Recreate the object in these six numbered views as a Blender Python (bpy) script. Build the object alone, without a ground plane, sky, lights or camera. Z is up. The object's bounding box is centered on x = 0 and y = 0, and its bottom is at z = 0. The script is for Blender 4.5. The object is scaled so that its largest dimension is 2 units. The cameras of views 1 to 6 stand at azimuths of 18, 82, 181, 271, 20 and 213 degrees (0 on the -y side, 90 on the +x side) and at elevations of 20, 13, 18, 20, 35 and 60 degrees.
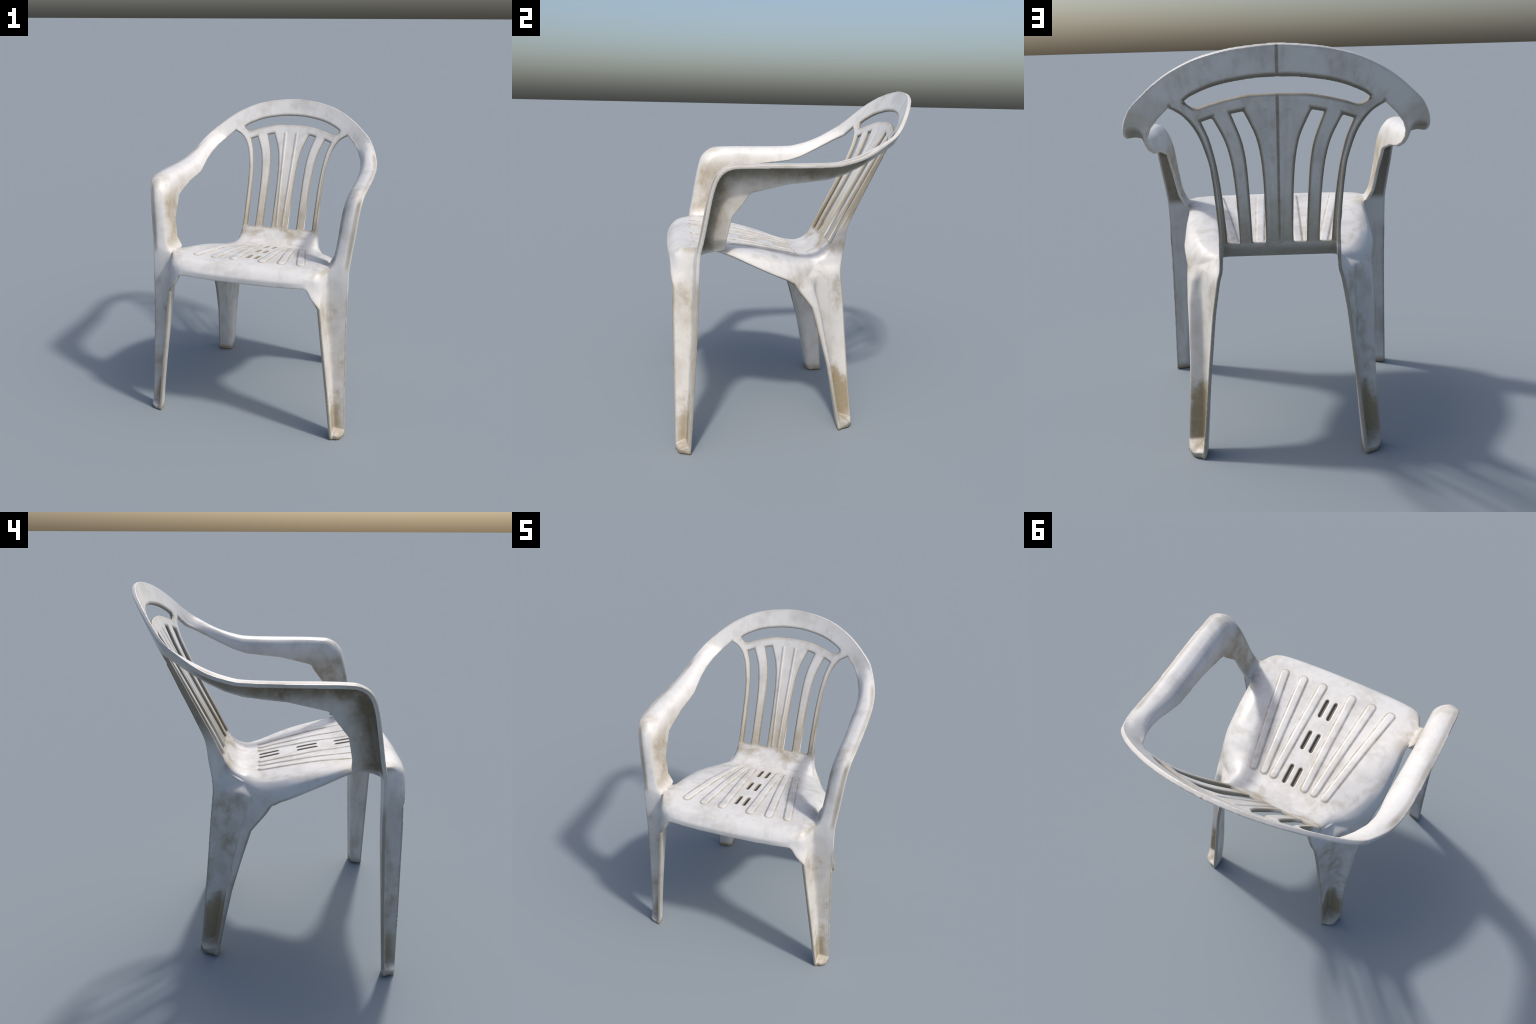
import bpy, bmesh, math
import numpy as np
from mathutils import Vector

YAW = math.radians(1.4)
VOXEL = 0.0036
WALL = 0.019

# ------------------------------------------------------------------ curve tools
def pchip(knots, vals, q, level=False):
    """shape-preserving cubic through vals (n,d) at knots (n,), sampled at q"""
    knots = np.asarray(knots, float); vals = np.asarray(vals, float)
    h = np.diff(knots); h[h < 1e-9] = 1e-9
    d = np.diff(vals, axis=0) / h[:, None]
    m = np.zeros_like(vals)
    m[0], m[-1] = d[0], d[-1]
    if level: m[0, 1:] = 0                          # mirror-symmetric start: no ridge at the middle
    if len(knots) > 2:
        a, b = d[:-1], d[1:]
        w1 = (2 * h[1:] + h[:-1])[:, None]; w2 = (h[1:] + 2 * h[:-1])[:, None]
        same = (a * b) > 1e-14
        with np.errstate(divide='ignore', invalid='ignore'):
            hm = (w1 + w2) / (w1 / a + w2 / b)
        m[1:-1] = np.where(same, hm, 0.0)
    i = np.clip(np.searchsorted(knots, q, side='right') - 1, 0, len(knots) - 2)
    t = ((q - knots[i]) / h[i])[:, None]; hh = h[i][:, None]
    return ((2*t**3 - 3*t**2 + 1) * vals[i] + (t**3 - 2*t**2 + t) * hh * m[i]
            + (-2*t**3 + 3*t**2) * vals[i+1] + (t**3 - t**2) * hh * m[i+1])

def chord(P):
    P = np.asarray(P, float)
    return np.concatenate([[0], np.cumsum(np.linalg.norm(np.diff(P, axis=0), axis=1) + 1e-6)])

def loft(rows, nu, nv, crisp=None, level=False):
    """smooth grid through a ladder of control sections (rows of 3D points);
    crisp='first'/'last': that border runs straight from section to section"""
    R = np.array(rows, float)                       # (rows, cols, 3)
    ku = np.mean([chord(r) / chord(r)[-1] for r in R], axis=0)
    qu = np.linspace(0, 1, nu)
    G = np.array([pchip(ku, r, qu, level) for r in R])     # (rows, nu, 3)
    c = np.array([chord(G[:, j]) for j in range(nu)])
    kv = np.mean(c / c[:, -1:], axis=0)
    qv = np.linspace(0, 1, nv)
    out = np.stack([pchip(kv, G[:, j], qv) for j in range(nu)], axis=1)
    if crisp:
        u = qu if crisp == 'first' else 1 - qu
        w = np.clip(1 - u / .3, 0, 1)[None, :, None]; w = w * w * (3 - 2 * w)
        lin = np.stack([np.stack([np.interp(qv, kv, G[:, j, k]) for k in range(3)], axis=1) for j in range(nu)], axis=1)
        out = out * (1 - w) + lin * w
    return out                                      # (nv, nu, 3)

def grid_normals(G):
    du = np.gradient(G, axis=1); dv = np.gradient(G, axis=0)
    n = np.cross(du, dv)
    n /= np.linalg.norm(n, axis=2, keepdims=True) + 1e-12
    return n

def slab(name, G, t, flip=False, relief=None):
    """closed solid: grid G is the show face, thickened by t behind it"""
    N = grid_normals(G)
    if flip: N = -N
    F = G + (N * relief[..., None] if relief is not None else 0)
    B = F - N * t if np.isscalar(t) else F - N * t[..., None]
    nv, nu = G.shape[:2]
    verts = np.concatenate([F.reshape(-1, 3), B.reshape(-1, 3)])
    k = nv * nu
    faces = []
    idx = lambda i, j: i * nu + j
    for i in range(nv - 1):
        for j in range(nu - 1):
            q = (idx(i, j), idx(i, j+1), idx(i+1, j+1), idx(i+1, j))
            faces.append(q); faces.append(tuple(k + a for a in reversed(q)))
    loop = ([idx(0, j) for j in range(nu)] + [idx(i, nu-1) for i in range(1, nv)]
            + [idx(nv-1, j) for j in range(nu-2, -1, -1)] + [idx(i, 0) for i in range(nv-2, 0, -1)])
    for a, b in zip(loop, loop[1:] + loop[:1]):
        faces.append((b, a, k + a, k + b))
    return make(name, verts, faces)

def make(name, verts, faces):
    me = bpy.data.meshes.new(name)
    me.from_pydata([tuple(v) for v in verts], [], faces)
    bm = bmesh.new(); bm.from_mesh(me)
    bmesh.ops.recalc_face_normals(bm, faces=bm.faces)
    bm.to_mesh(me); bm.free()
    ob = bpy.data.objects.new(name, me)
    bpy.context.scene.collection.objects.link(ob)
    return ob

def mirror_pts(P):
    P = np.array(P, float); P[..., 0] *= -1
    return P

# ------------------------------------------------------------------ backrest sheet
BACK_Y, BACK_Z, BACK_LEAN = 0.249, 1.107, 0.533
def back_y(x, z):
    """the leaning backrest face, hollowed more and more towards the top"""
    k = np.interp(z, [1.1, 1.4, 1.75, 2.0], [.03, .15, .28, .30])
    top = np.clip((np.asarray(z, float) - 1.72) / .28, 0, 1)
    return BACK_Y + BACK_LEAN * (z - BACK_Z) - k * x * x - .020 * top ** 1.5

# crest of the hoop, centre to shoulder, as (x, z) in front view
HOOP = [(0, 1.9995), (.05, 1.9985), (.165, 1.986), (.26, 1.967), (.345, 1.938), (.44, 1.890), (.53, 1.825)]
FRAC = [0, .25, .5, .72, .86, .95, .98, 1.0]

def back_rows():
    rows = []
    for zc, xe, ze in [(1.20, .283, 1.20), (1.35, .284, 1.35), (1.50, .290, 1.50), (1.60, .308, 1.60),
                       (1.68, .336, 1.680), (1.75, .382, 1.740)]:
        r = []
        for f in FRAC:
            x = xe * f; z = zc + (ze - zc) * f * f
            r.append((x, float(back_y(x, z)), z))
        rows.append(r)
    H = np.array(HOOP); kh = chord(H); kh /= kh[-1]
    top = pchip(kh, H, np.array(FRAC))
    low = np.array([(.431 * f, 1.82 - .05 * f ** 2.2) for f in FRAC])
    for b in (0, .35, .7, 1.0):
        c = low * (1 - b) + top * b
        rows.append([(p[0], float(back_y(p[0], p[1])), p[1]) for p in c])
    return rows

# ------------------------------------------------------------------ seat sheet, front hem -> seat -> fillet
SEAT_ROWS = [
 # front apron, bottom hem first; the end columns wrap round the corner into the leg
 [(0,-.720,1.040),(.15,-.718,1.040),(.28,-.714,1.042),(.36,-.710,1.045),(.402,-.707,1.046),(.45,-.703,.975),(.487,-.692,.925),(.500,-.622,.905)],
 [(0,-.722,1.072),(.15,-.720,1.072),(.28,-.715,1.073),(.36,-.708,1.074),(.402,-.702,1.073),(.449,-.690,1.038),(.482,-.666,1.008),(.504,-.600,.990)],
 [(0,-.705,1.103),(.15,-.703,1.103),(.28,-.698,1.104),(.36,-.693,1.104),(.402,-.689,1.103),(.450,-.681,1.094),(.482,-.660,1.080),(.509,-.584,1.060)],
 [(0,-.668,1.132),(.15,-.666,1.132),(.28,-.660,1.132),(.36,-.657,1.131),(.402,-.654,1.131),(.450,-.650,1.128),(.482,-.636,1.121),(.514,-.572,1.112)],
 [(0,-.620,1.141),(.15,-.618,1.141),(.28,-.615,1.141),(.36,-.613,1.140),(.402,-.612,1.140),(.450,-.612,1.139),(.484,-.606,1.137),(.515,-.565,1.134)],
 [(0,-.560,1.139),(.15,-.559,1.139),(.27,-.558,1.140),(.36,-.556,1.141),(.402,-.555,1.142),(.440,-.553,1.142),(.474,-.550,1.142),(.515,-.540,1.142)],
 [(0,-.480,1.127),(.15,-.480,1.127),(.27,-.479,1.130),(.36,-.478,1.135),(.402,-.477,1.137),(.440,-.475,1.138),(.472,-.473,1.139),(.512,-.470,1.139)],
 [(0,-.385,1.110),(.15,-.385,1.111),(.27,-.385,1.116),(.36,-.385,1.123),(.402,-.386,1.126),(.440,-.388,1.127),(.475,-.392,1.124),(.503,-.395,1.107)],
 [(0,-.265,1.092),(.15,-.265,1.093),(.27,-.265,1.098),(.35,-.265,1.104),(.400,-.265,1.104),(.440,-.265,1.100),(.483,-.265,1.083),(.510,-.265,1.043)],
 [(0,-.150,1.068),(.15,-.150,1.069),(.27,-.150,1.074),(.34,-.150,1.077),(.390,-.150,1.075),(.438,-.150,1.068),(.482,-.150,1.045),(.510,-.150,.988)],
 [(0,-.050,1.048),(.14,-.050,1.048),(.25,-.050,1.050),(.32,-.050,1.049),(.370,-.050,1.045),(.418,-.050,1.036),(.462,-.050,1.003),(.495,-.050,.943)],
 [(0, .010,1.034),(.13, .010,1.034),(.23, .010,1.034),(.29, .010,1.031),(.345, .010,1.026),(.392, .010,1.018),(.438, .010,.985),(.478, .010,.915)],
 [(0, .070,1.021),(.12, .070,1.021),(.21, .070,1.021),(.27, .070,1.019),(.315, .071,1.015),(.352, .075,1.005),(.388, .083,.976),(.404, .104,.920)],
 [(0, .120,1.016),(.11, .120,1.016),(.20, .120,1.016),(.25, .120,1.016),(.285, .122,1.013),(.308, .130,1.003),(.326, .142,.982),(.334, .155,.945)],
 [(0, .172,1.028),(.10, .172,1.028),(.18, .172,1.028),(.23, .172,1.028),(.268, .173,1.028),(.292, .178,1.020),(.303, .190,1.003),(.308, .205,.980)],
 [(0, .212,1.060),(.09, .212,1.060),(.16, .212,1.060),(.21, .212,1.060),(.252, .213,1.059),(.284, .217,1.054),(.294, .227,1.042),(.297, .240,1.025)],
 [(0, .249,1.107),(.08, .249,1.107),(.15, .249,1.107),(.21, .248,1.107),(.250, .248,1.107),(.277, .248,1.107),(.286, .252,1.107),(.287, .260,1.105)],
]

# raised ribs of the seat (x, y at the front end; x, y at the back end; half width front, back)
SEAT_RIBS = [(.094,-.580, .098,.063,.0275,.0235), (.222,-.578, .155,.063,.0275,.0235), (.346,-.571, .220,.064,.0275,.0235)]
POCKETS = [(.027, -.495, -.377), (.027, -.279, -.160), (.027, -.059, .057)]   # blind slots along the seat's middle
POCKET_W = .0100
BACK_RIBS = [(.044, 1.764, .022, 1.110, .0125, .0095)]

def rib_height(px, py, rib, h, soft):
    x0, y0, x1, y1, w0, w1 = rib
    a = np.array([x0, y0]); b = np.array([x1, y1]); d = b - a; L = np.linalg.norm(d); d /= L
    s = (px - a[0]) * d[0] + (py - a[1]) * d[1]
    w = w0 + (w1 - w0) * np.clip(s / L, 0, 1)
    sc = np.clip(s, w0, L - w1)
    dist = np.hypot(px - a[0] - d[0] * sc, py - a[1] - d[1] * sc)
    t = np.clip((w - dist) / soft, 0, 1)
    return h * t * t * (3 - 2 * t)

def seat_and_back():
    half = loft(SEAT_ROWS + back_rows(), 110, 620, level=True)
    full = np.concatenate([mirror_pts(half[:, :0:-1]), half], axis=1)
    X, Y, Z = full[..., 0], full[..., 1], full[..., 2]
    ax = np.abs(X)
    rel = np.zeros_like(X)
    on_seat = (Y > -.62) & (Y < .12) & (Z > 1.0)
    for r in SEAT_RIBS: rel = np.maximum(rel, np.where(on_seat, rib_height(ax, Y, r, .0065, .009), 0))
    on_back = (Y > .2) & (Z > 1.09)
    for r in BACK_RIBS: rel = np.maximum(rel, np.where(on_back, rib_height(ax, Z, r, .005, .009), 0))
    # slats are pillowed: their faces fall away towards the openings
    fall = np.zeros_like(X)
    m = (Y > .2) & (Z > 1.06) & (ax < .42)
    d = opening_distance(ax[m], Z[m])
    k = np.clip(1 - d / .015, 0, 1)
    fall[m] = k * k
    rel = rel - .0055 * fall
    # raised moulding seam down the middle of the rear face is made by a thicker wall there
    t = WALL + .003 * np.clip((Z - 1.15) / .2, 0, 1) + np.maximum(rel, 0) * .5 - .0085 * fall
    return slab('seat_back', full, t, relief=rel)

# ------------------------------------------------------------------ openings, cut straight through
SLOT_INNER = ([(.136,1.753),(.112,1.70),(.091,1.645),(.078,1.58),(.070,1.50),(.065,1.34),(.065,1.2),(.067,1.107)],
              [(.186,1.743),(.168,1.69),(.152,1.64),(.140,1.58),(.133,1.50),(.129,1.34),(.128,1.2),(.128,1.107)])
SLOT_OUTER = ([(.262,1.727),(.240,1.68),(.222,1.636),(.208,1.58),(.197,1.50),(.190,1.34),(.190,1.2),(.191,1.107)],
              [(.309,1.711),(.298,1.68),(.284,1.64),(.272,1.58),(.261,1.50),(.251,1.34),(.248,1.2),(.247,1.107)])
HANDLE_TOP = [(0,1.884),(.05,1.883),(.14,1.874),(.23,1.857),(.31,1.829),(.352,1.808),(.368,1.796)]
HANDLE_LOW = [(.362,1.785),(.340,1.768),(.326,1.765),(.27,1.781),(.19,1.801),(.105,1.815),(0,1.818)]

def smooth(L, n):
    L = np.array(L); k = chord(L); return pchip(k, L, np.linspace(0, k[-1], n))

def opening_distance(x, z):
    """distance in front view from each point to the nearest rim of an opening (right half)"""
    best = np.full(x.shape, 9.0)
    for L in (SLOT_INNER[0], SLOT_INNER[1], SLOT_OUTER[0], SLOT_OUTER[1], HANDLE_TOP, HANDLE_LOW,
              (SLOT_INNER[0][0], SLOT_INNER[1][0]), (SLOT_INNER[0][-1], SLOT_INNER[1][-1]),
              (SLOT_OUTER[0][0], SLOT_OUTER[1][0]), (SLOT_OUTER[0][-1], SLOT_OUTER[1][-1])):
        P = smooth(L, 14) if len(L) > 2 else np.array(L)
        for a, b in zip(P[:-1], P[1:]):
            e = b - a; q = np.clip(((x - a[0]) * e[0] + (z - a[1]) * e[1]) / (e @ e + 1e-12), 0, 1)
            best = np.minimum(best, np.hypot(x - a[0] - q * e[0], z - a[1] - q * e[1]))
    return best

def openings():
    cut = []
    for ins, out in (SLOT_INNER, SLOT_OUTER):
        a, b = smooth(ins, 24), smooth(out, 24)
        loop = np.concatenate([a, b[::-1]])
        cut.append(loop); cut.append(loop * [-1, 1])
    right = np.concatenate([smooth(HANDLE_TOP, 24), smooth(HANDLE_LOW, 24)])
    cut.append(np.concatenate([right, (right * [-1, 1])[::-1][1:-1]]))
    nrm = np.array([0, 1, -BACK_LEAN]); nrm /= np.linalg.norm(nrm)      # cut square to the leaning face
    obs = []
    for c in cut:
        P = np.stack([c[:, 0], back_y(c[:, 0], c[:, 1]), c[:, 1]], axis=1)
        depth = (P - [0, BACK_Y, BACK_Z]) @ nrm
        lo = P + nrm * (-.16 - depth)[:, None]; hi = P + nrm * (.10 - depth)[:, None]
        n = len(P)
        faces = [tuple(range(n)), tuple(range(2*n-1, n-1, -1))] + [(i, (i+1) % n, n + (i+1) % n, n + i) for i in range(n)]
        obs.append(make('cut', np.concatenate([lo, hi]), faces))
    prof = np.array([(r[0][1], r[0][2]) for r in SEAT_ROWS[4:14]])
    for sx, yf, yb in POCKETS:
        for sg in (-1, 1):
            w = POCKET_W
            arc = [(sg * sx + w * math.cos(a), yf + w + w * math.sin(a)) for a in np.linspace(math.pi, 2 * math.pi, 9)]
            arc += [(sg * sx + w * math.cos(a), yb - w + w * math.sin(a)) for a in np.linspace(0, math.pi, 9)]
            zs = [float(np.interp(p[1], prof[:, 0], prof[:, 1])) for p in arc]
            n = len(arc)
            verts = [(p[0], p[1], z - .012) for p, z in zip(arc, zs)] + [(p[0], p[1], z + .05) for p, z in zip(arc, zs)]
            faces = [tuple(range(n)), tuple(range(2*n-1, n-1, -1))] + [(i, (i+1) % n, n + (i+1) % n, n + i) for i in range(n)]
            obs.append(make('cut', verts, faces))
    return obs

# ------------------------------------------------------------------ arm ribbon: front foot -> arm -> hoop shoulder
ARM_ROWS = [
 # leg: open channel, outer wall then inner wall standing forward
 [(.684,-.622,0),(.652,-.628,0),(.622,-.632,0),(.614,-.642,0),(.612,-.690,0)],
 [(.666,-.597,.40),(.630,-.602,.40),(.590,-.607,.40),(.575,-.618,.40),(.562,-.692,.40)],
 [(.653,-.578,.75),(.612,-.582,.75),(.555,-.586,.75),(.533,-.597,.75),(.518,-.693,.75)],
 [(.650,-.572,.90),(.608,-.576,.90),(.540,-.580,.90),(.514,-.592,.90),(.498,-.690,.915)],
 [(.648,-.570,1.00),(.603,-.574,1.00),(.532,-.577,1.00),(.510,-.586,1.00),(.490,-.650,1.00)],
 [(.647,-.567,1.08),(.600,-.571,1.08),(.528,-.573,1.08),(.507,-.580,1.08),(.490,-.618,1.08)],
 [(.647,-.562,1.13),(.600,-.567,1.13),(.530,-.566,1.13),(.506,-.560,1.125),(.502,-.520,1.112)],
 # upright: the inner wall now turns backwards
 [(.649,-.556,1.155),(.604,-.564,1.155),(.548,-.560,1.152),(.517,-.535,1.145),(.505,-.405,1.135)],
 [(.654,-.543,1.21),(.611,-.552,1.21),(.562,-.547,1.205),(.540,-.515,1.20),(.540,-.400,1.198)],
 [(.667,-.520,1.33),(.622,-.530,1.33),(.578,-.522,1.325),(.557,-.488,1.32),(.559,-.374,1.318)],
 [(.680,-.493,1.465),(.636,-.502,1.462),(.592,-.490,1.455),(.567,-.450,1.445),(.567,-.300,1.413)],
 [(.690,-.465,1.54),(.648,-.475,1.54),(.606,-.460,1.53),(.576,-.415,1.512),(.569,-.281,1.445)],
 [(.698,-.425,1.583),(.657,-.430,1.586),(.616,-.413,1.577),(.584,-.372,1.548),(.570,-.266,1.452)],
 [(.704,-.370,1.601),(.665,-.372,1.607),(.623,-.358,1.599),(.589,-.328,1.565),(.570,-.240,1.459)],
 [(.706,-.220,1.606),(.667,-.220,1.612),(.624,-.210,1.604),(.590,-.190,1.570),(.571,-.160,1.478)],
 [(.706,-.070,1.607),(.667,-.070,1.613),(.624,-.070,1.604),(.590,-.070,1.574),(.571,-.075,1.498)],
 [(.703, .050,1.609),(.665, .050,1.615),(.622, .048,1.606),(.589, .046,1.578),(.568, .045,1.512)],
 [(.700, .150,1.613),(.662, .150,1.619),(.620, .145,1.611),(.588, .143,1.584),(.565, .140,1.525)],
 [(.694, .235,1.630),(.656, .230,1.636),(.617, .222,1.627),(.590, .220,1.602),(.572, .220,1.550)],
 [(.684, .300,1.650),(.646, .292,1.656),(.610, .283,1.646),(.588, .281,1.623),(.572, .285,1.582)],
 [(.668, .360,1.680),(.632, .355,1.684),(.597, .350,1.674),(.577, .350,1.653),(.560, .358,1.622)],
 [(.640, .425,1.722),(.604, .424,1.719),(.568, .425,1.702),(.548, .429,1.687),(.530, .438,1.672)],
 [(.600, .488,1.766),(.567, .493,1.752),(.533, .498,1.736),(.512, .502,1.725),(.490, .507,1.715)],
]

def arm_rows():
    """the ribbon melts into the hoop: its last sections lie on the backrest face"""
    rows = list(ARM_ROWS)
    for O, N in (((.530, 1.825), (.431, 1.770)), ((.485, 1.860), (.398, 1.796)), ((.445, 1.885), (.372, 1.815))):
        r = []
        for f in (0, .25, .5, .75, 1):
            x = O[0] + (N[0] - O[0]) * f; z = O[1] + (N[1] - O[1]) * f
            r.append((x, float(back_y(x, z)) + (.0004 if O[0] < .5 else 0), z))
        rows.append(r)
    return rows

# back leg: apron strip, front wall, rear-inner wall, running on up as a fin behind the backrest edge
LEG_ROWS = [
 [(.505,.283,0),(.505,.301,0),(.430,.305,0),(.418,.318,0),(.424,.389,0)],
 [(.491,.246,.20),(.490,.264,.20),(.415,.270,.20),(.400,.287,.20),(.400,.370,.20)],
 [(.480,.206,.40),(.476,.227,.40),(.407,.235,.40),(.386,.260,.40),(.378,.353,.40)],
 [(.478,.157,.58),(.471,.187,.58),(.402,.198,.58),(.378,.246,.58),(.356,.339,.58)],
 [(.481,.103,.77),(.461,.146,.77),(.402,.157,.77),(.372,.228,.77),(.332,.325,.77)],
 [(.485,.024,.87),(.448,.114,.87),(.400,.136,.87),(.366,.222,.87),(.314,.316,.87)],
 [(.482,-.010,.93),(.418,.092,.93),(.386,.146,.93),(.348,.226,.93),(.303,.312,.93)],
 [(.331,.124,.98),(.326,.148,.98),(.317,.182,.98),(.306,.230,.98),(.292,.315,.98)],
 [(.301,.204,1.02),(.300,.215,1.02),(.299,.231,1.02),(.297,.257,1.02),(.288,.320,1.02)],
 [(.291,.243,1.06),(.291,.251,1.06),(.291,.261,1.06),(.291,.277,1.06),(.286,.327,1.06)],
 [(.287,.254,1.10),(.287,.264,1.10),(.287,.274,1.10),(.287,.290,1.10),(.285,.333,1.10)],
 [(.284,.290,1.18),(.284,.298,1.18),(.284,.306,1.18),(.284,.316,1.18),(.282,.343,1.18)],
 [(.285,.368,1.335),(.285,.374,1.335),(.285,.380,1.335),(.285,.388,1.335),(.284,.404,1.335)],
 [(.291,.447,1.50),(.291,.454,1.50),(.291,.460,1.50),(.291,.468,1.50),(.291,.480,1.50)],
 [(.314,.502,1.62),(.314,.509,1.62),(.314,.515,1.62),(.314,.522,1.62),(.314,.530,1.62)],
]

def foot(outline_low, outline_top):
    n = len(outline_low)
    verts = list(outline_low) + list(outline_top)
    faces = [tuple(range(n)), tuple(range(2*n-1, n-1, -1))]
    faces += [(i, (i+1) % n, n + (i+1) % n, n + i) for i in range(n)]
    return verts, faces

FRONT_FOOT = ([(.600,-.622,0),(.680,-.612,0),(.664,-.666,0),(.640,-.680,0),(.608,-.684,0)],
              [(.600,-.622,.065),(.681,-.610,.050),(.672,-.664,.030),(.643,-.682,.026),(.606,-.684,.032)])
BACK_FOOT = ([(.412,.298,0),(.500,.290,0),(.480,.352,0),(.462,.370,0),(.418,.384,0)],
             [(.412,.298,.065),(.501,.288,.060),(.490,.356,.036),(.468,.374,.028),(.418,.386,.034)])

def build_shell():
    solids = []
    sb = seat_and_back()
    for c in openings():
        m = sb.modifiers.new('cut', 'BOOLEAN'); m.operation = 'DIFFERENCE'; m.solver = 'EXACT'; m.object = c
    dg = bpy.context.evaluated_depsgraph_get()
    me = bpy.data.meshes.new_from_object(sb.evaluated_get(dg))
    for o in list(bpy.data.objects): bpy.data.objects.remove(o)
    ob = bpy.data.objects.new('seat_back', me); bpy.context.scene.collection.objects.link(ob); solids.append(ob)
    arm = loft(arm_rows(), 70, 580, crisp='last')
    melt = np.clip((np.linspace(0, 1, 580) - .90) / .06, 0, 1)     # the arm grows to the hoop's thickness
    arm_wall = np.repeat((WALL + .003 * melt)[:, None], 70, axis=1)
    leg = loft(LEG_ROWS, 80, 380, crisp='first')
    for s in (1, -1):
        f = (lambda G: G) if s > 0 else mirror_pts
        solids.append(slab('arm', f(arm), arm_wall, flip=(s > 0)))
        solids.append(slab('leg', f(leg), WALL - .001, flip=(s < 0)))
        for lo, hi in (FRONT_FOOT, BACK_FOOT):
            v, fc = foot(f(lo), f(hi)); solids.append(make('foot', v, fc))
    bm = bmesh.new()
    for o in solids:
        bm.from_mesh(o.data)
    me = bpy.data.meshes.new('shell'); bm.to_mesh(me); bm.free()
    for o in solids: bpy.data.objects.remove(o)
    ob = bpy.data.objects.new('shell', me); bpy.context.scene.collection.objects.link(ob)
    r = ob.modifiers.new('fuse', 'REMESH'); r.mode = 'VOXEL'; r.voxel_size = VOXEL; r.adaptivity = 0
    s = ob.modifiers.new('soften', 'SMOOTH'); s.factor = .5; s.iterations = 6
    dg = bpy.context.evaluated_depsgraph_get()
    out = bpy.data.meshes.new_from_object(ob.evaluated_get(dg))
    bpy.data.objects.remove(ob)
    return out

# ------------------------------------------------------------------ material
class Graph:
    def __init__(self, nt): self.nt = nt
    def node(self, kind, **kw):
        n = self.nt.nodes.new(kind)
        for k, v in kw.items(): setattr(n, k, v)
        return n
    def put(self, sock, v):
        if hasattr(v, 'is_output'): self.nt.links.new(v, sock)
        else: sock.default_value = v
    def m(self, op, *a, clamp=False):
        n = self.node('ShaderNodeMath', operation=op, use_clamp=clamp)
        for i, v in enumerate(a): self.put(n.inputs[i], v)
        return n.outputs[0]
    def add(self, *a):
        r = a[0]
        for b in a[1:]: r = self.m('ADD', r, b)
        return r
    def mul(self, *a):
        r = a[0]
        for b in a[1:]: r = self.m('MULTIPLY', r, b)
        return r
    def inv(self, a): return self.m('SUBTRACT', 1.0, a)
    def step(self, v, lo, hi):
        """smooth ramp: 0 at lo, 1 at hi (lo may exceed hi)"""
        n = self.node('ShaderNodeMapRange', interpolation_type='SMOOTHSTEP', clamp=True)
        flip = lo > hi
        self.put(n.inputs[0], v)
        n.inputs[1].default_value = min(lo, hi); n.inputs[2].default_value = max(lo, hi)
        n.inputs[3].default_value = 1.0 if flip else 0.0; n.inputs[4].default_value = 0.0 if flip else 1.0
        return n.outputs[0]
    def band(self, v, a, b, c, d): return self.mul(self.step(v, a, b), self.step(v, d, c))
    def noise(self, vec, scale, detail=5, rough=.6, stretch=(1, 1, 1), shift=(0, 0, 0), distort=0):
        mp = self.node('ShaderNodeMapping'); self.put(mp.inputs[0], vec)
        mp.inputs['Scale'].default_value = stretch; mp.inputs['Location'].default_value = shift
        n = self.node('ShaderNodeTexNoise')
        self.put(n.inputs['Vector'], mp.outputs[0])
        n.inputs['Scale'].default_value = scale; n.inputs['Detail'].default_value = detail
        n.inputs['Roughness'].default_value = rough; n.inputs['Distortion'].default_value = distort
        return n.outputs['Fac']
    def mix(self, f, a, b):
        n = self.node('ShaderNodeMix', data_type='RGBA')
        self.put(n.inputs[0], f); self.put(n.inputs[6], a); self.put(n.inputs[7], b)
        return n.outputs[2]
    def curve(self, v, pts, lo, hi, top):
        """profile curve: pts are (position, value); position range lo..hi, values 0..top"""
        n = self.node('ShaderNodeFloatCurve')
        c = n.mapping.curves[0]
        pts = sorted(pts)
        co = [((p - lo) / (hi - lo), q / top) for p, q in pts]
        c.points[0].location = co[0]; c.points[1].location = co[-1]
        for q in co[1:-1]: c.points.new(*q)
        n.mapping.extend = 'HORIZONTAL'; n.mapping.update()
        self.put(n.inputs['Value'], self.m('MULTIPLY', self.m('SUBTRACT', v, lo), 1.0 / (hi - lo)))
        return self.m('MULTIPLY', n.outputs[0], top)
    def dot(self, v, c):
        n = self.node('ShaderNodeVectorMath', operation='DOT_PRODUCT')
        self.put(n.inputs[0], v); n.inputs[1].default_value = c
        return n.outputs['Value']

# side of the backrest below the shoulder, (x, z) in front view
BACK_SIDE = [(.288, 1.10), (.283, 1.20), (.284, 1.35), (.290, 1.50), (.308, 1.60), (.336, 1.68), (.382, 1.74), (.431, 1.77)]

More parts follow.
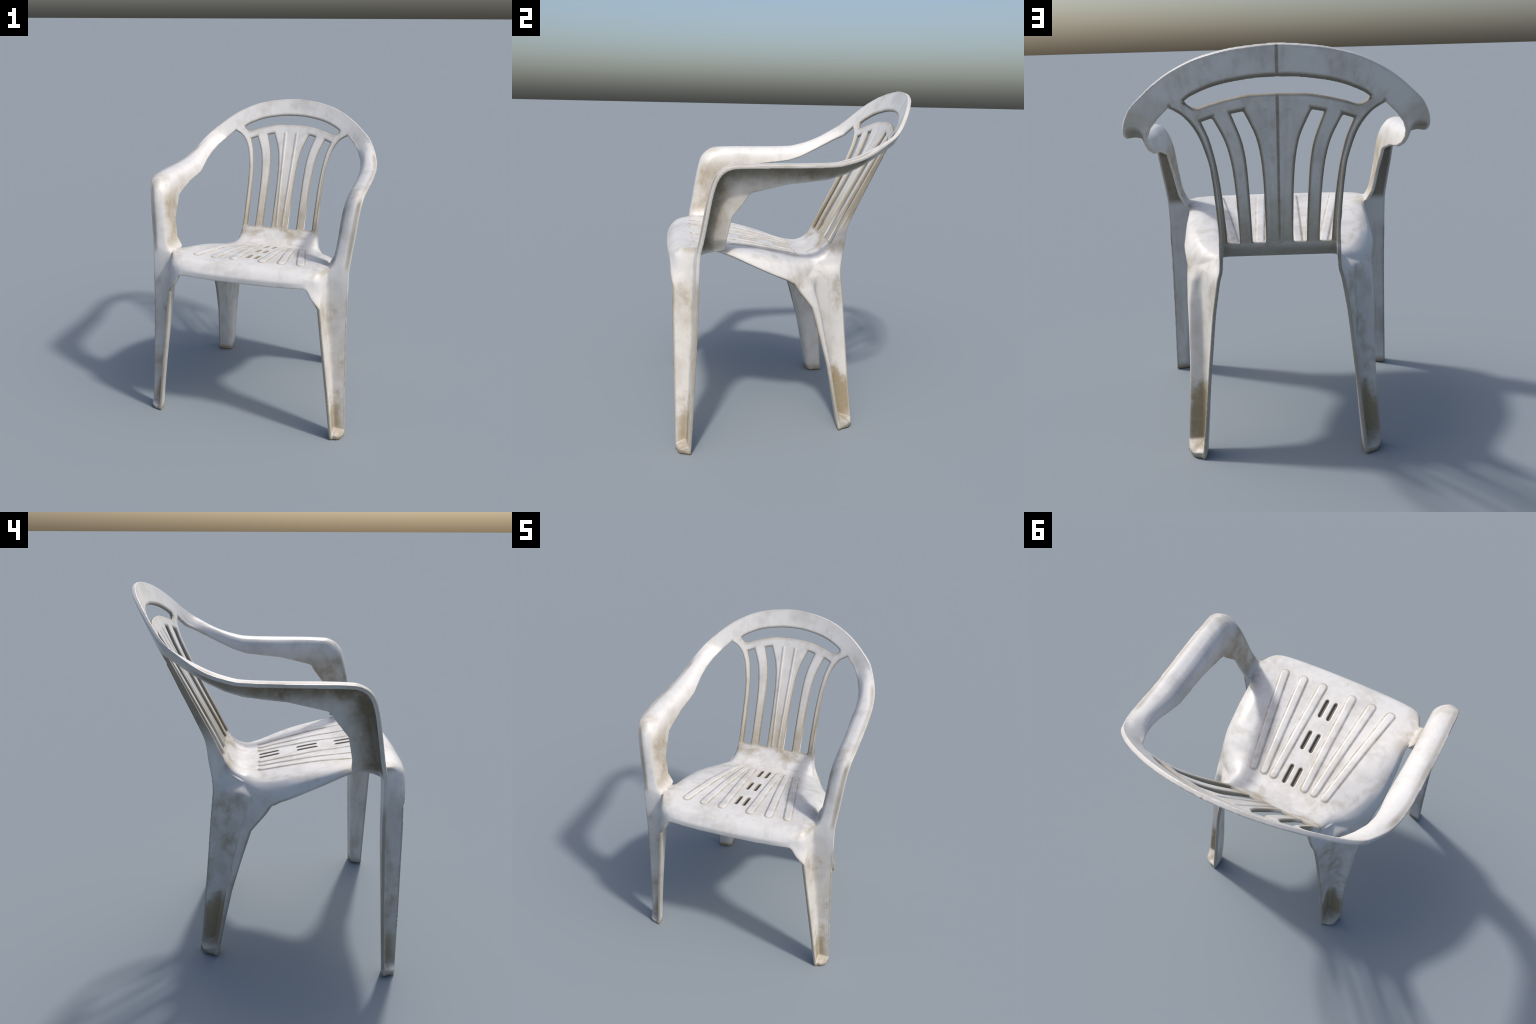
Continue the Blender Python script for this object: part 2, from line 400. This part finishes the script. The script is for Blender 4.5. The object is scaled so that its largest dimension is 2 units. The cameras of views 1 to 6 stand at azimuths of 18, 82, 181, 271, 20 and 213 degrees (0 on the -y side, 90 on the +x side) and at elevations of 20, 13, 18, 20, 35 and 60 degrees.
def plastic():
    m = bpy.data.materials.new('weathered_white_plastic'); m.use_nodes = True
    nt = m.node_tree; nt.nodes.clear(); g = Graph(nt)
    out = g.node('ShaderNodeOutputMaterial'); b = g.node('ShaderNodeBsdfPrincipled')
    nt.links.new(b.outputs[0], out.inputs[0])
    P = g.node('ShaderNodeTexCoord').outputs['Object']
    Nn = g.node('ShaderNodeTexCoord').outputs['Normal']
    sp = g.node('ShaderNodeSeparateXYZ'); nt.links.new(P, sp.inputs[0]); X, Y, Z = sp.outputs
    sn = g.node('ShaderNodeSeparateXYZ'); nt.links.new(Nn, sn.inputs[0]); NX, NY, NZ = sn.outputs
    AX = g.m('ABSOLUTE', X)
    outw = g.mul(NX, g.m('SIGN', X))                      # +1 faces away from the middle
    big = g.noise(P, 5.5, 5, .6); mid = g.noise(P, 14, 6, .65, shift=(3, 1, 7)); fine = g.noise(P, 60, 4, .6)
    swirl = g.noise(P, 7, 6, .60, distort=.7, shift=(5, 2, 1))
    streak = g.noise(P, 10, 5, .6, stretch=(3, 3, .35), shift=(1, 8, 2))
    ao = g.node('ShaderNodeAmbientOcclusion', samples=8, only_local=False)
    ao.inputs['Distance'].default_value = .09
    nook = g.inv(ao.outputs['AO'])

    # edges: little plastic lies behind the surface there
    ins = g.node('ShaderNodeAmbientOcclusion', samples=8, inside=True, only_local=False)
    ins.inputs['Distance'].default_value = .0175
    edge = g.step(g.inv(ins.outputs['AO']), .03, .34)

    # distance, seen from the front, to the rims of the backrest openings and to the backrest's side
    def edge_x(L): return g.curve(Z, [(z, x) for x, z in L], 1.0, 2.0, .5)
    rim = g.m('ABSOLUTE', g.m('SUBTRACT', AX, edge_x(BACK_SIDE)))
    rim = g.add(rim, g.mul(g.m('MAXIMUM', g.m('SUBTRACT', Z, 1.775), 0.0), 1.0), g.mul(g.m('MAXIMUM', g.m('SUBTRACT', 1.10, Z), 0.0), 2.0))
    for A, B in (SLOT_INNER, SLOT_OUTER):
        slope = (B[0][1] - A[0][1]) / (B[0][0] - A[0][0])
        head = g.m('SUBTRACT', Z, g.add(g.mul(g.m('SUBTRACT', AX, A[0][0]), slope), A[0][1]))
        d = g.m('MAXIMUM', g.m('SUBTRACT', edge_x(A), AX), g.m('SUBTRACT', AX, edge_x(B)))
        d = g.m('MAXIMUM', d, g.m('MAXIMUM', head, g.m('SUBTRACT', A[-1][1], Z)))
        rim = g.m('MINIMUM', rim, g.m('MAXIMUM', d, 0.0))
    for L in (HANDLE_TOP, HANDLE_LOW):
        d = g.m('ABSOLUTE', g.m('SUBTRACT', Z, g.curve(AX, list(L), 0.0, .5, 2.0)))
        d = g.add(d, g.mul(g.m('MAXIMUM', g.m('SUBTRACT', AX, .368), 0.0), 1.0))
        rim = g.m('MINIMUM', rim, d)

    # --- where the dirt sits and where shade is painted along with it
    soft = g.noise(P, 6.0, 3, .5, stretch=(1, 1, .7), shift=(2, 9, 4))
    blot = g.mul(g.step(soft, .44, .66), g.add(.35, g.mul(g.step(mid, .34, .62), .65)))
    blots = g.step(g.add(g.mul(soft, .4), g.mul(streak, .6)), .47, .66)
    leg = g.step(Z, 1.02, .92)
    front = g.step(Y, -.3, -.4)
    channel = g.m('MAXIMUM', g.step(outw, .15, .5), g.mul(g.step(NY, .1, .5), g.inv(front)))
    channel = g.m('MAXIMUM', channel, g.mul(g.step(NY, -.1, -.5), front))
    mud_top = g.add(g.mul(front, -.13), .385, g.mul(g.m('SUBTRACT', mid, .5), .22), g.mul(g.m('SUBTRACT', swirl, .5), .20), g.mul(g.m('SUBTRACT', nook, .25), .38))
    foot_mud = g.mul(g.step(g.m('SUBTRACT', Z, mud_top), .05, -.06), g.add(.62, g.mul(g.step(Z, .03, .11), .38)), channel)
    foot_mud = g.mul(foot_mud, g.m('MAXIMUM', g.inv(front), g.add(.25, g.mul(g.step(nook, .05, .2), .75))), g.inv(g.mul(edge, .75)))
    leg_blot = g.mul(leg, channel, g.m('MAXIMUM', g.add(.10, g.mul(big, .22)),  g.m('MAXIMUM', g.mul(blots, .38), g.mul(blot, .66))))
    floor_mud = g.mul(leg, g.step(Z, .09, .06), g.step(NZ, .3, .7), g.add(.15, g.mul(g.step(mid, .4, .6), .55)))
    tip = g.mul(g.step(g.add(Z, g.mul(mid, .05)), .10, .03), g.add(.42, g.mul(g.step(mid, .4, .6), .5)))
    leg_in = g.mul(leg, g.inv(channel), g.add(.12, g.mul(blots, .22)))
    arm_in = g.mul(g.step(outw, -.30, -.85), g.band(Z, 1.13, 1.20, 1.46, 1.56), g.step(Y, .06, -.25))
    arm_in = g.mul(arm_in, g.add(.30, g.mul(g.step(soft, .40, .58), .30), g.mul(g.step(mid, .42, .62), .22)))
    arm_low = g.mul(g.step(outw, -.2, -.6), g.band(Z, 1.4, 1.45, 1.5, 1.58), g.step(Y, .35, .1), .28)
    hollow = g.m('MAXIMUM', g.step(outw, .05, .35), g.m('MAXIMUM', g.step(NZ, -.1, -.4), g.step(NY, .2, .5)))
    hollow = g.mul(hollow, g.step(Z, 1.10, 1.15), g.step(AX, .44, .5), g.step(Y, .45, .3))
    near_rim = g.m('MAXIMUM', g.step(g.add(Z, g.mul(mid, .06)), 1.50, 1.60),
                   g.step(g.add(g.m('SUBTRACT', Y, g.mul(g.m('SUBTRACT', Z, 1.15), .22)), g.mul(mid, -.06)), -.43, -.56))
    near_rim = g.mul(near_rim, g.inv(g.step(edge, .1, .6)))
    arm_out = g.mul(hollow, g.add(.18, g.mul(blot, .25), g.mul(near_rim, .66)))  # hollow under arm and upright, tinted darker towards the rim
    on_back = g.mul(g.step(Y, .20, .25), g.step(Z, 1.075, 1.12), g.step(AX, .46, .42))
    on_back = g.mul(on_back, g.inv(g.mul(g.step(outw, .35, .65), g.step(Z, 1.34, 1.10))))   # fades where the fin runs into the leg
    lean = g.m('ABSOLUTE', g.dot(Nn, (0, -.882, .470)))
    wall = g.mul(on_back, g.step(lean, .80, .50), g.step(rim, .03, .02))
    low = g.step(Z, 1.75, 1.10)
    back_low = g.mul(on_back, g.add(g.mul(low, g.add(.20, g.mul(streak, .42))), g.mul(g.step(Z, 1.42, 1.10), .26)))
    rear = g.step(NY, .2, .6)
    frame = g.mul(on_back, g.add(g.step(rim, .020, .004), 0.0))
    back_edge = g.mul(frame, g.add(g.mul(rear, .90), g.mul(g.inv(rear), g.add(.40, g.mul(low, .55), g.mul(mid, .14)))))
    root = g.mul(g.band(Z, 1.022, 1.07, 1.10, 1.16), g.step(Y, .12, .2), g.step(AX, .34, .27), g.step(g.add(g.mul(swirl, .6), g.mul(soft, .4)), .42, .60), .75)
    seam = g.mul(rear, g.step(AX, .0105, .003), g.step(Z, 1.09, 1.12), g.step(Y, .2, .24), g.add(.50, g.mul(mid, .6)))
    rear_low = g.mul(g.step(Y, .1, .16), g.step(g.m('SUBTRACT', NY, NZ), .5, .9), g.step(Z, 1.16, 1.05), g.step(AX, .34, .29), .75)
    rear_mottle = g.mul(on_back, rear, g.add(.06, g.mul(blots, .22), g.mul(blot, .16)))
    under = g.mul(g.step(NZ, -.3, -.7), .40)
    seat_dirt = g.mul(g.step(NZ, .5, .8), g.band(Z, 1.0, 1.02, 1.15, 1.16), g.step(swirl, .50, .72), g.add(.24, g.mul(g.step(Y, -.35, .0), .18)))
    corner_dirt = g.mul(g.step(NZ, .3, .7), g.step(AX, .40, .47), g.step(Y, -.3, -.42), g.step(mid, .34, .60), .40)
    apron_dirt = g.mul(g.step(Y, -.6, -.66), g.step(Z, 1.03, 1.05), g.step(soft, .55, .75), .25)

    # outlines of the raised seat ribs and of the backrest ribs
    def outline(u, v, rib, th):
        x0, y0, x1, y1, w0, w1 = rib
        L = math.hypot(x1 - x0, y1 - y0); dx, dy = (x1 - x0) / L, (y1 - y0) / L
        px = g.m('SUBTRACT', u, x0); py = g.m('SUBTRACT', v, y0)
        s = g.add(g.mul(px, dx), g.mul(py, dy)); q = g.m('ABSOLUTE', g.m('SUBTRACT', g.mul(px, dy), g.mul(py, dx)))
        w = g.m('ADD', w0, g.mul(s, (w1 - w0) / L))
        sc = g.m('MINIMUM', g.m('MAXIMUM', s, w0), L - w1)
        e = g.m('SUBTRACT', s, sc)
        d = g.m('SQRT', g.add(g.mul(e, e), g.mul(q, q)))
        return g.step(g.m('ABSOLUTE', g.m('SUBTRACT', d, g.m('SUBTRACT', w, .001))), th, th * .25)
    lines = None
    for r in SEAT_RIBS:
        o = outline(AX, Y, r, .0075); lines = o if lines is None else g.m('MAXIMUM', lines, o)
    lines = g.mul(lines, g.step(NZ, .3, .6), g.step(Z, 1.0, 1.01), g.step(Z, 1.18, 1.16), g.m('ADD', .32, g.mul(g.step(mid, .35, .65), .46)))
    bl = g.mul(outline(AX, Z, BACK_RIBS[0], .0065), on_back, g.step(NY, 0, -.4), g.m('ADD', .22, g.mul(g.step(Z, 1.75, 1.2), .45)))

    crev = g.mul(g.step(nook, .20, .75), g.add(.45, g.mul(mid, .6)))  # ambient occlusion fed into base colour: concave corners browned and darkened
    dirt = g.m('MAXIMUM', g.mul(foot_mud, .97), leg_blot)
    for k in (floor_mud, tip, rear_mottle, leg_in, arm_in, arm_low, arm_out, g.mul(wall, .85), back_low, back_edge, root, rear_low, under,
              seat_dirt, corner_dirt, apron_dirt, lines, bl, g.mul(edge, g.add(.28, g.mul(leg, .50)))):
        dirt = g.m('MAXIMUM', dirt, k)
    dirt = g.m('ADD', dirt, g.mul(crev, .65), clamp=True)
    dirt = g.m('MAXIMUM', dirt, seam)
    dirt = g.mul(dirt, g.add(.84, g.mul(fine, .28)))
    dirt = g.m('MINIMUM', dirt, 1.0)

    clean = g.mix(g.step(g.add(g.mul(big, .75), g.mul(streak, .25)), .44, .66), (.625, .618, .608, 1), (.51, .498, .478, 1))
    clean = g.mix(g.mul(g.step(fine, .45, .75), .12), clean, (.50, .485, .46, 1))
    dark = g.m('MAXIMUM', g.m('MAXIMUM', g.step(nook, .45, .9), g.mul(leg, edge, .45)), g.m('MAXIMUM', g.m('MAXIMUM', g.mul(g.step(rim, .012, .001), on_back, g.add(g.mul(rear, .9), g.mul(g.inv(rear), .45))), g.mul(hollow, near_rim, .6)), g.m('MAXIMUM', g.mul(seam, .8), rear_low)))  # leg-edge term gives the rim strips of the legs a darker tone
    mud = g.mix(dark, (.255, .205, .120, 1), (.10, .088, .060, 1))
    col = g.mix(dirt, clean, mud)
    # blind slots of the seat: insides painted near-black, tan band round the rim
    pk = None
    for sx, yf, yb in POCKETS:
        c = (yf + yb) / 2; h = (yb - yf) / 2 - POCKET_W
        q = g.m('MAXIMUM', g.m('SUBTRACT', g.m('ABSOLUTE', g.m('SUBTRACT', Y, c)), h), 0.0)
        e = g.m('SUBTRACT', AX, sx)
        d = g.m('SQRT', g.add(g.mul(q, q), g.mul(e, e)))
        pk = d if pk is None else g.m('MINIMUM', pk, d)
    on_seat = g.mul(g.step(Z, .98, 1.0), g.step(Z, 1.16, 1.15), g.step(NZ, -.2, 0))
    col = g.mix(g.mul(g.step(pk, POCKET_W + .005, POCKET_W), on_seat, .75), col, (.23, .18, .10, 1))
    col = g.mix(g.mul(g.step(pk, POCKET_W - .001, POCKET_W - .005), on_seat), col, (.022, .020, .016, 1))
    nt.links.new(col, b.inputs['Base Color'])
    nt.links.new(g.m('ADD', .36, g.mul(dirt, .35)), b.inputs['Roughness'])
    bp = g.node('ShaderNodeBump'); bp.inputs['Strength'].default_value = .12; bp.inputs['Distance'].default_value = .004
    nt.links.new(g.add(mid, g.mul(fine, .4)), bp.inputs['Height'])
    nt.links.new(bp.outputs[0], b.inputs['Normal'])
    return m

# ------------------------------------------------------------------ split into parts
def split_parts(me, mat):
    n = len(me.vertices); co = np.empty(n * 3); me.vertices.foreach_get('co', co); co = co.reshape(-1, 3)
    # rest the lowest point on the ground
    nrm = np.empty(n * 3); me.vertex_normals.foreach_get('vector', nrm); nrm = nrm.reshape(-1, 3)
    nf = len(me.polygons)
    polys = [tuple(p.vertices) for p in me.polygons]
    cen = np.array([co[list(p)].mean(axis=0) for p in polys])
    x, y, z = np.abs(cen[:, 0]), cen[:, 1], cen[:, 2]
    part = np.full(nf, 'seat', dtype=object)
    back = (y > .2) & (z > 1.085) & ~((x > .431) & (z + .55 * 0 < 1.77 + (x - .431) * 0.54 - 0)) 
    back &= ~((x > .431) & ((x - .431) * .88 - (z - 1.77) * .47 > .0) & (z < 1.83) & ((x-.431)*.47+(z-1.77)*.88 < .2) & (x > .50))
    arm = (z > 1.135) & (x > .40) & ~back & ((x > .505) | (z > 1.2))
    fleg = (y < -.5) & ~arm & ((z < .93) | ((x > .505)))
    bleg = (y > -.06) & (z < .93) & ~fleg
    part[back] = 'backrest'; part[arm] = 'armrest'; part[fleg] = 'front_leg'; part[bleg] = 'back_leg'
    side = np.where(cen[:, 0] > 0, 1, -1)
    zmin = co[:, 2].min()
    co = co - [0, 0, zmin]
    groups = []
    for nm in ('seat', 'backrest'): groups.append((nm, np.where(part == nm)[0]))
    for nm in ('armrest', 'front_leg', 'back_leg'):
        for s in (1, -1): groups.append((nm, np.where((part == nm) & (side == s))[0]))
    objs = []
    for nm, fi in groups:
        used = sorted({v for i in fi for v in polys[i]})
        mp = {v: k for k, v in enumerate(used)}
        pm = bpy.data.meshes.new(nm)
        pm.from_pydata([tuple(co[v]) for v in used], [], [[mp[v] for v in polys[i]] for i in fi])
        pm.polygons.foreach_set('use_smooth', [True] * len(fi))
        pm.materials.append(mat)
        pm.normals_split_custom_set_from_vertices([tuple(nrm[v]) for v in used])
        ob = bpy.data.objects.new(nm, pm); bpy.context.scene.collection.objects.link(ob)
        objs.append(ob)
    return objs

for o in list(bpy.data.objects): bpy.data.objects.remove(o)
shell = build_shell()
parts = split_parts(shell, plastic())
root = bpy.data.objects.new('garden_chair', None)
bpy.context.scene.collection.objects.link(root)
root.rotation_euler = (0, 0, YAW)
root.location = (-.003, 0, 0)
root['label'] = 'weathered white moulded plastic garden armchair with slatted back'
root['category'] = 'chair'
for o in parts: o.parent = root
